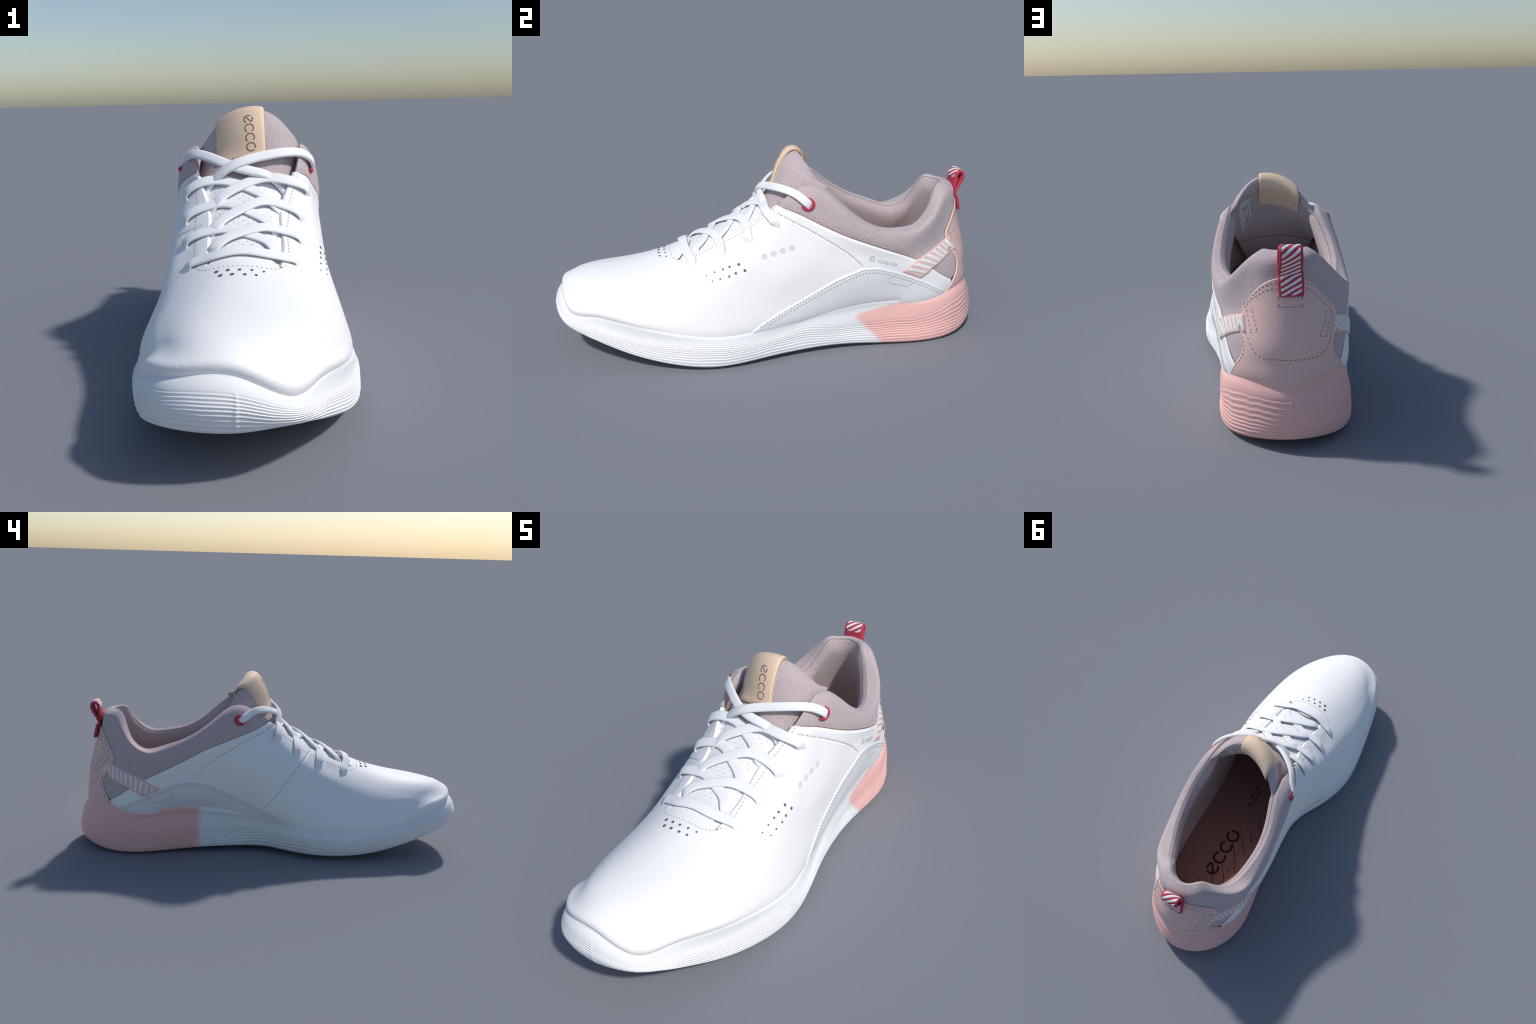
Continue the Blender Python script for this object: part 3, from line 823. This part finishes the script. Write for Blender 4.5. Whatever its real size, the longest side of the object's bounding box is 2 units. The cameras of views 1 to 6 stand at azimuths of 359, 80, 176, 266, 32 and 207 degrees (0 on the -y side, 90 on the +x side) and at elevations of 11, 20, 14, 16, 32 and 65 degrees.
def stitches(name, line, project, mat, length=.0095, period=.0155, width=.0034, height=.0022, zigzag=0.0, sink=.0002, closed=False):
    """a run of thread: each stitch is a small capsule lying on the skin"""
    pts = even(line, period)
    V, F = [], []
    for i in range(len(pts)):
        p, n = project(*pts[i])
        q, _ = project(*(pts[i+1] if i + 1 < len(pts) else 2*pts[i] - pts[i-1]))
        t = unit(q - p); b = unit(np.cross(n, t)); t = np.cross(b, n)
        if zigzag:
            w = zigzag*(1 if i % 2 else -1); t, b = t*math.cos(w) + b*math.sin(w), b*math.cos(w) - t*math.sin(w)
        o = len(V)*len(CAP_V)
        V.append(p + n*sink + CAP_V[:, :1]*t*length + CAP_V[:, 1:2]*b*width + CAP_V[:, 2:]*n*height)
        F += [[k + o for k in f] for f in CAP_F]
    ob = new_mesh(name, np.vstack(V), F, mat, shoe)
    ob["kind"] = "stuff"
    return ob

lat = lambda y, z: on_side(1, y, z)
med = lambda y, z: on_side(-1, y, z)

# double rows on the side panels
stitches("stitching", [(-.104, .176), (.017, .236), (.141, .298), (.238, .349), (.322, .384), (.366, .396), (.416, .395), (.489, .374), (.60, .327), (.714, .269), (.768, .238)], lat, M_STITCH)
stitches("stitching", [(-.065, .181), (.04, .232), (.14, .280), (.238, .329), (.322, .367), (.366, .381), (.416, .381), (.489, .361), (.60, .313), (.686, .269), (.748, .234)], lat, M_STITCH)
stitches("stitching", [(-.111, .193-.006), (-.036, .213), (.052, .251), (.143, .296), (.261, .351), (.349, .386), (.40, .391), (.463, .385), (.55, .350), (.666, .292), (.762, .244)], med, M_STITCH)
stitches("stitching", [(-.076, .192), (-.014, .213), (.052, .238), (.143, .281), (.261, .338), (.348, .374), (.40, .380), (.463, .374), (.55, .337), (.667, .279), (.738, .240)], med, M_STITCH)
for line, side in (([(.511, .351), (.486, .343), (.481, .336), (.493, .320), (.54, .306), (.58, .293), (.592, .296), (.606, .309)], lat), ([(.498, .336), (.490, .322), (.504, .308), (.54, .294), (.577, .281), (.596, .290), (.612, .300)], med)):
    stitches("stitching", line, side, M_STITCH, length=.009, period=.0135)
# rope-like seams
stitches("seam_stitching", SADDLE_LAT[1:], lat, M_STITCH, length=.0125, period=.0105, width=.0042, height=.003, zigzag=.30, sink=-.0005)
stitches("seam_stitching", SADDLE_MED, med, M_STITCH, length=.0125, period=.0105, width=.0036, height=.003, zigzag=.30, sink=-.0008)
stitches("seam_stitching", QUARTER_MED, med, M_STITCH, length=.0125, period=.0105, width=.0036, height=.003, zigzag=.30, sink=-.0008)
# peach thread above the collar seam
seam = [(y, float(pchip(np.array(COLLAR_LAT[0]), np.array(COLLAR_LAT[1]), [y])[0]) + .006) for y in np.linspace(.03, .60, 14)]
stitches("collar_stitching", seam, lat, M_STITCH_PEACH, length=.010, period=.0155, width=.004, sink=.0008)
seam = [(y, float(pchip(np.array(COLLAR_MED[0]), np.array(COLLAR_MED[1]), [y])[0]) + .006) for y in np.linspace(.05, .60, 14)]
stitches("collar_stitching", seam, med, M_STITCH_PEACH, length=.010, period=.0155, width=.003, sink=.0003)
# heel counter
P3 = lambda pts: [(x, z) for x, z in pts]
for row in ([(.166, .515), (.150, .537), (.117, .579), (.084, .604), (.052, .612)], [(.165, .504), (.140, .541), (.107, .570), (.077, .587), (.052, .593)],
            [(-.050, .610), (-.081, .598), (-.115, .561), (-.143, .524), (-.158, .505)], [(-.050, .592), (-.075, .579), (-.105, .548), (-.136, .510), (-.160, .484)]):
    stitches("heel_stitching", row, from_behind, M_STITCH_PINK, length=.011, period=.017)
stitches("heel_stitching", [(.166, .412), (.156, .390), (.141, .362), (.117, .343), (.085, .339), (.02, .338), (-.05, .336), (-.09, .339), (-.115, .348), (-.137, .366), (-.147, .392), (-.150, .410)], from_behind, M_STITCH_PINK, length=.0115, period=.0165)
for box in ([(.046, .563), (.0, .563), (-.042, .562)], [(.046, .529), (.0, .528), (-.042, .527)], [(.046, .555), (.046, .536)], [(-.042, .555), (-.042, .534)],
            [(.160, .496), (.142, .502)], [(.140, .494), (.133, .470), (.126, .440)], [(.147, .423), (.128, .431)], [(.160, .490), (.155, .463), (.149, .432)],
            [(-.136, .489), (-.154, .482)], [(-.134, .482), (-.122, .449), (-.108, .418)], [(-.155, .474), (-.143, .446), (-.131, .410)], [(-.110, .411), (-.128, .405)]):
    stitches("heel_stitching", box, from_behind, M_STITCH_PINK, length=.010, period=.0145)
def counter_point(sgn):
    def f(q, z):
        a = q/.24
        c = Vector((HEEL_C[0] + sgn*2*math.sin(a), HEEL_C[1] + 2*math.cos(a), z)); d = Vector((-sgn*math.sin(a), -math.cos(a), 0))
        hit, n, _, _ = HULL.ray_cast(c, d); n = np.array(n)
        return np.array(hit), n*(-1 if n @ np.array(d) > 0 else 1)
    return f
for sgn in (1, -1):
    line = [(float(pchip(np.array(COUNTER_Z), np.array(COUNTER_Q), [z])[0]) - .011, z) for z in np.linspace(.25, .395, 8)]
    stitches("heel_stitching", line, counter_point(sgn), M_STITCH_PINK, length=.010, period=.015)
# vamp, eyestays
stitches("vamp_stitching", [(-.152, -.405), (-.136, -.438), (-.114, -.456), (-.068, -.467), (-.01, -.471), (.05, -.466), (.09, -.455), (.117, -.425)], from_above, M_STITCH, length=.008, period=.014, width=.0026)
stitches("eyestay_stitching", [(.186, -.010, .68), (.172, -.05, .64), (.155, -.10, .60), (.143, -.18, .545), (.138, -.225, .524), (.135, -.29, .495), (.135, -.36, .463)], lambda x, y, z: on_skin((x, y, z)), M_STITCH, length=.009, period=.016, width=.0028)
stitches("eyestay_stitching", [(-.166, -.05, .63), (-.158, -.11, .58), (-.163, -.19, .528), (-.160, -.25, .50), (-.159, -.31, .474), (-.157, -.37, .45)], lambda x, y, z: on_skin((x, y, z)), M_STITCH, length=.009, period=.016, width=.0028)

# ------------------------------------------------------------------ straps with woven bars
def strap(side, A, B, C, D, bars, first, pitch, barw, shear):
    """A upper front, B upper rear, C lower rear, D lower front, all (y, z)"""
    A, B, C, D = (np.array(v) for v in (A, B, C, D))
    def pt(s_, t_, lift):
        y, z = (A*(1-s_) + B*s_)*(1-t_) + (D*(1-s_) + C*s_)*t_
        z = z + .014*math.sin(math.pi*s_)
        if y > HEEL_C[1]:
            p, n = counter_point(side)(.24*math.pi/2 - (y - HEEL_C[1]), z)
        else:
            p, n = on_side(side, y, z)
        return p, n, lift
    ns, ntt = 60, 16
    base = np.zeros((ns, ntt, 3)); nor = np.zeros((ns, ntt, 3))
    for i, s_ in enumerate(np.linspace(0, 1, ns)):
        for j, t_ in enumerate(np.linspace(0, 1, ntt)):
            base[i, j], nor[i, j], _ = pt(s_, t_, 0)
    for _ in range(6):                      # ease the strap over steps of the skin
        base[1:-1, 1:-1] = (base[1:-1, 1:-1]*2 + base[2:, 1:-1] + base[:-2, 1:-1] + base[1:-1, 2:] + base[1:-1, :-2])/6
        nor[1:-1, 1:-1] = unit(nor[2:, 1:-1] + nor[:-2, 1:-1] + nor[1:-1, 2:] + nor[1:-1, :-2])
    ei = np.minimum(np.arange(ns), np.arange(ns)[::-1])[:, None]; ej = np.minimum(np.arange(ntt), np.arange(ntt)[::-1])[None, :]
    lift = np.where((ei == 0) | (ej == 0), -.004, .0048)
    Q = base + nor*lift[..., None]
    body = new_mesh("strap", Q.reshape(-1, 3), grid_faces(ns, ntt, flip=side > 0), M_COUNTER, shoe)
    fl = np.linspace(0, 1, ns); ft = np.linspace(0, 1, ntt)
    def smp(arr, s_, t_):
        x = s_*(ns-1); i = np.clip(x.astype(int), 0, ns-2); fx = (x - i)[:, None]
        y = t_*(ntt-1); j = np.clip(y.astype(int), 0, ntt-2); fy = (y - j)[:, None]
        return arr[i, j]*(1-fx)*(1-fy) + arr[i+1, j]*fx*(1-fy) + arr[i, j+1]*(1-fx)*fy + arr[i+1, j+1]*fx*fy
    for k in range(bars):
        T = np.linspace(.10, .90, 13); c = first + k*pitch + shear*T
        lo, hi = np.clip(c - barw/2, .03, .965), np.clip(c + barw/2, .03, .965)
        ok = hi - lo > .55*barw
        if ok.sum() < 3: continue
        T, lo, hi = T[ok], lo[ok], hi[ok]
        rows = []
        m = 7
        for u in range(m):
            f = u/(m-1); ss = lo*(1-f) + hi*f
            l = np.full(len(T), .0070 if 0 < u < m-1 else .0038); l[0] = l[-1] = .0038
            rows.append(smp(base, ss, T) + smp(nor, ss, T)*l[:, None])
        R = np.stack(rows, 1)
        new_mesh("strap_stripe", R.reshape(-1, 3), grid_faces(len(T), m, flip=side < 0), M_STRIPE, body)
strap(1, (.541, .370), (.850, .482), (.886, .416), (.650, .318), 8, .08, .112, .066, .075)
strap(-1, (.549, .356), (.862, .473), (.902, .409), (.648, .308), 16, -.03, .090, .046, -.26)

# ------------------------------------------------------------------ perforations
def disc_mesh(name, rings=4, seg=20, depth=.25):
    v, f = [(0, 0, -depth)], []
    for i in range(1, rings+1):
        r = i/rings
        for j in range(seg):
            a = 2*math.pi*j/seg; v.append((r*math.cos(a), r*math.sin(a), -depth*(1 - r**4)))
    for j in range(seg): f.append((0, 1+j, 1+(j+1) % seg))
    for i in range(rings-1):
        for j in range(seg):
            a, b = 1+i*seg+j, 1+i*seg+(j+1) % seg
            f.append((a, a+seg, b+seg, b))
    me = bpy.data.meshes.new(name); me.from_pydata(v, [], f)
    me.polygons.foreach_set("use_smooth", [True]*len(f))
    return me
HOLE_ME = disc_mesh("perforation"); HOLE_ME.materials.append(M_HOLE)
DOT_ME = disc_mesh("debossed_dot", depth=.02); DOT_ME.materials.append(material("dot_grey_leather", (0.68, 0.69, 0.71), 0.6, 0.2))

def put(me, name, p, n, r, lift, parent=None):
    from mathutils import Matrix
    ob = bpy.data.objects.new(name, me); bpy.context.scene.collection.objects.link(ob)
    q = Vector(n).to_track_quat('Z', 'Y')
    ob.location = Vector(p) + Vector(n)*lift; ob.rotation_mode = 'QUATERNION'; ob.rotation_quaternion = q; ob.scale = (r, r, r)
    ob.parent = parent or shoe
    return ob
for i, (y, z) in enumerate([(-.328, .404), (-.292, .418), (-.256, .430), (-.227, .440), (-.187, .450)]):
    put(HOLE_ME, "perforation", *lat(y, z), .0026 + .0008*i, .0022)
for i, (y, z) in enumerate([(-.305, .385), (-.271, .394), (-.232, .403), (-.203, .415), (-.163, .425)]):
    put(HOLE_ME, "perforation", *lat(y, z), .0027 + .00085*i, .0022)
for i, (x, y) in enumerate([(-.087, -.487), (-.053, -.491), (-.019, -.493), (.017, -.491), (.052, -.488)]):
    put(HOLE_ME, "perforation", *from_above(x, y), .0066 - .0007*i, .0018)
for i, (x, y) in enumerate([(-.075, -.515), (-.041, -.518), (-.004, -.519), (.029, -.516)]):
    put(HOLE_ME, "perforation", *from_above(x, y), .0068 - .0007*i, .0018)
for y, z in OVALS:
    put(DOT_ME, "debossed_dot", *lat(y, z), .0118, .0008)

def tongue_dots():
    V, F = [], []
    seg = 8
    row = 0
    for h in np.arange(.16, .545, .019):
        off = .5 if row % 2 else 0
        for k in range(-6, 7):
            a = (k + off)*.15
            if abs(a) > .62 - .10*(row % 2): continue
            if rng.random() < .06: continue
            aa, hh = np.array([a]), np.array([h])
            p = tongue_point(aa, hh, np.ones(1))[0]
            pa = tongue_point(aa + .01, hh, np.ones(1))[0]; ph = tongue_point(aa, hh + .004, np.ones(1))[0]
            u = unit(pa - p); n = unit(np.cross(pa - p, ph - p)); w = np.cross(n, u)
            if n[2] < 0: n = -n
            o = len(V); r = .0019
            V.append(p - n*.0002)
            for j in range(seg):
                t = 2*math.pi*j/seg; V.append(p + n*.0007 + (u*math.cos(t) + w*math.sin(t))*r)
            F += [(o, o+1+j, o+1+(j+1) % seg) for j in range(seg)]
        row += 1
    ob = new_mesh("tongue_perforations", np.array(V), F, M_STITCH, shoe); ob["kind"] = "stuff"
tongue_dots()

# ------------------------------------------------------------------ eyelets
def eyelet(side, cy, cz, r):
    p0, n0 = on_side(side, cy, cz)
    n0 = unit(n0*np.array([1, 1, .6])); u = unit(np.cross([0, 0, 1], n0))*(1 if side > 0 else -1); w = np.cross(n0, u)*(1 if side > 0 else 1)
    if w[2] < 0: w = -w
    if u[1] < 0: u = -u
    ang = np.linspace(math.radians(-158), math.radians(158), 60)
    prof = [(.42, .000), (.40, .006), (.47, .0085), (.70, .0085), (.93, .0075), (1.0, .004), (1.0, -.004)]
    rows = []
    for a in ang:
        row = []
        for rr, hh in prof:
            stretch = 1 + .12*max(0, -math.cos(a))
            q = p0 + (u*math.cos(a)*stretch + w*math.sin(a)*.98)*r*rr
            hit, n, _, _ = HULL.find_nearest(Vector(q)); n = np.array(n); n = n*np.sign(n @ n0)
            row.append(np.array(hit) + n*hh)
        rows.append(row)
    P = np.array(rows)
    new_mesh("eyelet", P.reshape(-1, 3), grid_faces(len(ang), len(prof), flip=side < 0), M_RED, shoe)
eyelet(1, .122, .699, .030)
eyelet(-1, .163, .711, .029)

# ------------------------------------------------------------------ lettering
def stroke_mesh(polylines, width, project, name, mat, parent, rise=.0008, taper=False):
    """pen strokes laid on a surface; polylines hold 2D points"""
    V, F = [], []
    for line in polylines:
        L = np.array(line, float)
        T = unit(np.gradient(L, axis=0)); B = np.stack([-T[:, 1], T[:, 0]], 1)
        n = len(L); o = len(V)
        for i in range(n):
            w = width*(.25 + .75*math.sin(math.pi*(i+.5)/n)**.5) if taper else width
            for t in (-.5, -.25, .25, .5):
                x, y = L[i] + B[i]*t*w
                p, nn = project(x, y)
                V.append(p + nn*(rise if abs(t) < .4 else rise*.1))
        for i in range(n-1):
            for t in range(3):
                a = o + i*4 + t; F.append((a, a+1, a+5, a+4))
    return new_mesh(name, np.array(V), F, mat, parent)

def ring_letter(cx, cy, r, a0, a1, n=40):
    a = np.radians(np.linspace(a0, a1, n))
    return [(cx + r*math.cos(t), cy + r*math.sin(t)) for t in a]

def ring_word(pitch, r):
    """four linked round letters along the reading direction"""
    out = []
    out.append([ring_letter(0, 0, r, 35, 118, 16), ring_letter(0, 0, r, 142, 327), [(r*math.cos(math.radians(35))*f, r*math.sin(math.radians(35))*f) for f in np.linspace(1, -.95, 12)]])
    for k in (1, 2):
        out.append([ring_letter(k*pitch, 0, r, 40, 322)])
    out.append([ring_letter(3*pitch, 0, r, 66, 402)])
    return out

insole_ob = bpy.data.objects["insole"]
def on_insole(u, w):
    """u along the reading direction (towards the toe), w towards the outside"""
    y = .556 - u; x = .026 + w
    return np.array([x, y, INSOLE_Z(y)]), np.array([0, 0, 1.0])
for letter in ring_word(.0715, .0305):
    stroke_mesh(letter, .0125, on_insole, "insole_lettering", M_PRINT, insole_ob, rise=.0015)
lines = [[(.043, .534), (.010, .585), (-.022, .632), (-.05, .67)], [(-.004, .507), (-.045, .56), (-.085, .625)], [(.012, .374), (-.045, .44), (-.09, .52), (-.12, .60)], [(.02, .274), (-.035, .34), (-.09, .42), (-.13, .51)],
         [(-.036, .256), (-.075, .31), (-.112, .371), (-.14, .43)], [(-.034, .153), (-.065, .20), (-.092, .242), (-.13, .31)], [(.064, .637), (.043, .660), (.03, .68)]]
for L in lines:
    pts = even(L, .01)
    stroke_mesh([[(.556 - y, x - .026) for x, y in pts]], .0042, on_insole, "insole_line", M_PRINT, insole_ob, rise=.0011, taper=True)

def text_on(body, size, origin, read, up, project, name, mat, parent, rise=.001):
    """letters of the built-in font laid on a surface given by project(u, w)"""
    cu = bpy.data.curves.new(name, 'FONT'); cu.body = body; cu.size = size; cu.resolution_u = 3
    tmp = bpy.data.objects.new(name, cu); bpy.context.scene.collection.objects.link(tmp)
    dg = bpy.context.evaluated_depsgraph_get(); me = tmp.evaluated_get(dg).to_mesh()
    co = np.array([v.co[:2] for v in me.vertices]); faces = [list(p.vertices) for p in me.polygons]
    tmp.evaluated_get(dg).to_mesh_clear()
    bpy.data.objects.remove(tmp); bpy.data.curves.remove(cu)
    V = []
    for a, b in co:
        g = np.array(origin) + np.array(read)*a + np.array(up)*b
        p, n = project(*g); V.append(p + n*rise)
    ob = new_mesh(name, np.array(V), faces, mat, parent, smooth_shade=False)
    return ob
flat = lambda x, y: (np.array([x, y, float(INSOLE_Z(y))]), np.array([0, 0, 1.0]))
text_on("42", .034, (.028, .140), (0, -1), (1, 0), flat, "insole_lettering", M_PRINT, insole_ob)
text_on("REMOVE", .027, (.050, .092), (0, -1), (1, 0), flat, "insole_lettering", M_PRINT, insole_ob)
text_on("EXTRA", .027, (.020, .096), (0, -1), (1, 0), flat, "insole_lettering", M_PRINT, insole_ob)
for ch, (x, y) in zip("GOLF", [(-.051, .524), (-.051, .471), (-.050, .421), (-.044, .373)]):
    text_on(ch, .020, (x - .007, y + .006), (0, -1), (1, 0), flat, "insole_lettering", M_PRINT, insole_ob)
M_ENGRAVE = material("engraved_grey", (0.42, 0.43, 0.45), 0.8, 0.1)
vamp_ob = bpy.data.objects["vamp"]
rd = unit(np.array([.092, -.031]))
text_on("GORE-TEX", .0215, (.424, .428), tuple(rd), (-rd[1]*1.0, rd[0]*1.0), lat, "side_lettering", M_ENGRAVE, vamp_ob, rise=.0009)
def diamond(c, r):
    e1, e2 = np.array([.72, -.25])*r, np.array([.28, .80])*r
    pts = [np.array(c) + e1 + e2*0, np.array(c) + e2, np.array(c) - e1, np.array(c) - e2]
    pts = [np.array(c) + sx*e1*.9 + sy*e2*.9 for sx, sy in ((1, 1), (1, -1), (-1, -1), (-1, 1), (1, 1))]
    out = []
    for a, b in zip(pts[:-1], pts[1:]): out.append([tuple(a*(1-f) + b*f) for f in np.linspace(0, 1, 5)])
    return out
stroke_mesh(diamond((.403, .446), .0155), .0020, lat, "side_emblem", M_ENGRAVE, vamp_ob, rise=.0009)
stroke_mesh(diamond((.403, .446), .0085), .0030, lat, "side_emblem", M_ENGRAVE, vamp_ob, rise=.0009)

tag_ob = bpy.data.objects["tongue_tag"]
def on_tag(u, w):
    """u down the front of the tag, w to the outside"""
    ww = np.array([.505 - u*3.55]); xx = np.array([.021 + .06*u + w])
    p = tag_point(xx, ww, np.full(1, .0071))[0]
    a = tag_point(xx + .002, ww, np.full(1, .0071))[0]; b = tag_point(xx, ww + .004, np.full(1, .0071))[0]
    n = unit(np.cross(a - p, b - p))
    return p, n*(-1 if n[1] > 0 else 1)
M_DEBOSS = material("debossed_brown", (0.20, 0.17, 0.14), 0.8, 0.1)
for letter in ring_word(.0345, .0148):
    stroke_mesh(letter, .0046, on_tag, "tag_lettering", M_DEBOSS, tag_ob, rise=.0007)
def tag_pt(x, w):
    p, n = tag_point(np.array([x]), np.array([w]), np.full(1, .0071))[0], None
    a = tag_point(np.array([x + .002]), np.array([w]), np.full(1, .0071))[0]; b = tag_point(np.array([x]), np.array([w + .004]), np.full(1, .0071))[0]
    n = unit(np.cross(a - p, b - p)); c = tag_point(np.array([x]), np.array([w]), np.full(1, .02))[0]
    return p, n*(1 if n @ (c - p) > 0 else -1)
M_STITCH_TAN = material("stitch_tan", (0.50, 0.34, 0.22), 0.8, 0.1)
stitches("tag_stitching", [(-.085, .035), (0, .035), (.068, .035)], tag_pt, M_STITCH_TAN, length=.011, period=.0175)
stitches("tag_stitching", [(-.085, .965), (0, .965), (.068, .965)], tag_pt, M_STITCH_TAN, length=.010, period=.016)
stitches("tag_stitching", [(-.085, .915), (0, .915), (.068, .915)], tag_pt, M_STITCH_TAN, length=.010, period=.016)

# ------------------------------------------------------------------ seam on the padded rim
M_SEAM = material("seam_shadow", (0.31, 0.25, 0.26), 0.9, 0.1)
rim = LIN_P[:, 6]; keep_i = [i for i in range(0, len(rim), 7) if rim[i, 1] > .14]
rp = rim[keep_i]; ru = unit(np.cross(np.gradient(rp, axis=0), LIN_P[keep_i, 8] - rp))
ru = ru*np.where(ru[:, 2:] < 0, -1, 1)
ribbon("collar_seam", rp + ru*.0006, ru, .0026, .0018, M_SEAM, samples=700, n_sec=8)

# ------------------------------------------------------------------ size label behind the tongue
M_LABEL = material("label_cloth", (0.62, 0.62, 0.65), 0.9, 0.1, grain=250, grain_strength=0.1)
pad_ob = bpy.data.objects["tongue_padding"]
def on_back(a, h):
    aa, hh = np.array([a]), np.array([h])
    p = tongue_point(aa, hh, -np.ones(1))[0]
    u = tongue_point(aa + .01, hh, -np.ones(1))[0] - p; w = tongue_point(aa, hh + .006, -np.ones(1))[0] - p
    n = unit(np.cross(u, w))
    return p, n*(1 if n[1] > 0 else -1)
def build_label():
    na, nh = 14, 30
    P = np.zeros((na, nh, 3))
    for i, f in enumerate(np.linspace(0, 1, na)):
        for j, g in enumerate(np.linspace(0, 1, nh)):
            a = .40 + .23*f + .05*(1-g)*f; h = .66 + .17*g - .05*f*(1 - .3*g)
            p, n = on_back(a, h)
            P[i, j] = p + n*(.0035 if 0 < i < na-1 and 0 < j < nh-1 else .0)
    lab = new_mesh("size_label", P.reshape(-1, 3), grid_faces(na, nh, flip=True), M_LABEL, pad_ob)
    marks = []
    for c, (g0, g1) in enumerate([(.55, .9), (.12, .45)]):
        for f in (.25, .40, .55, .72):
            marks.append([(.40 + .23*f, .655 + .17*g - .05*f) for g in np.linspace(g0, g1 - .1*((c + int(f*10)) % 3), 8)])
    stroke_mesh(marks, .010, on_back, "label_print", M_PRINT, lab, rise=.0048)
build_label()
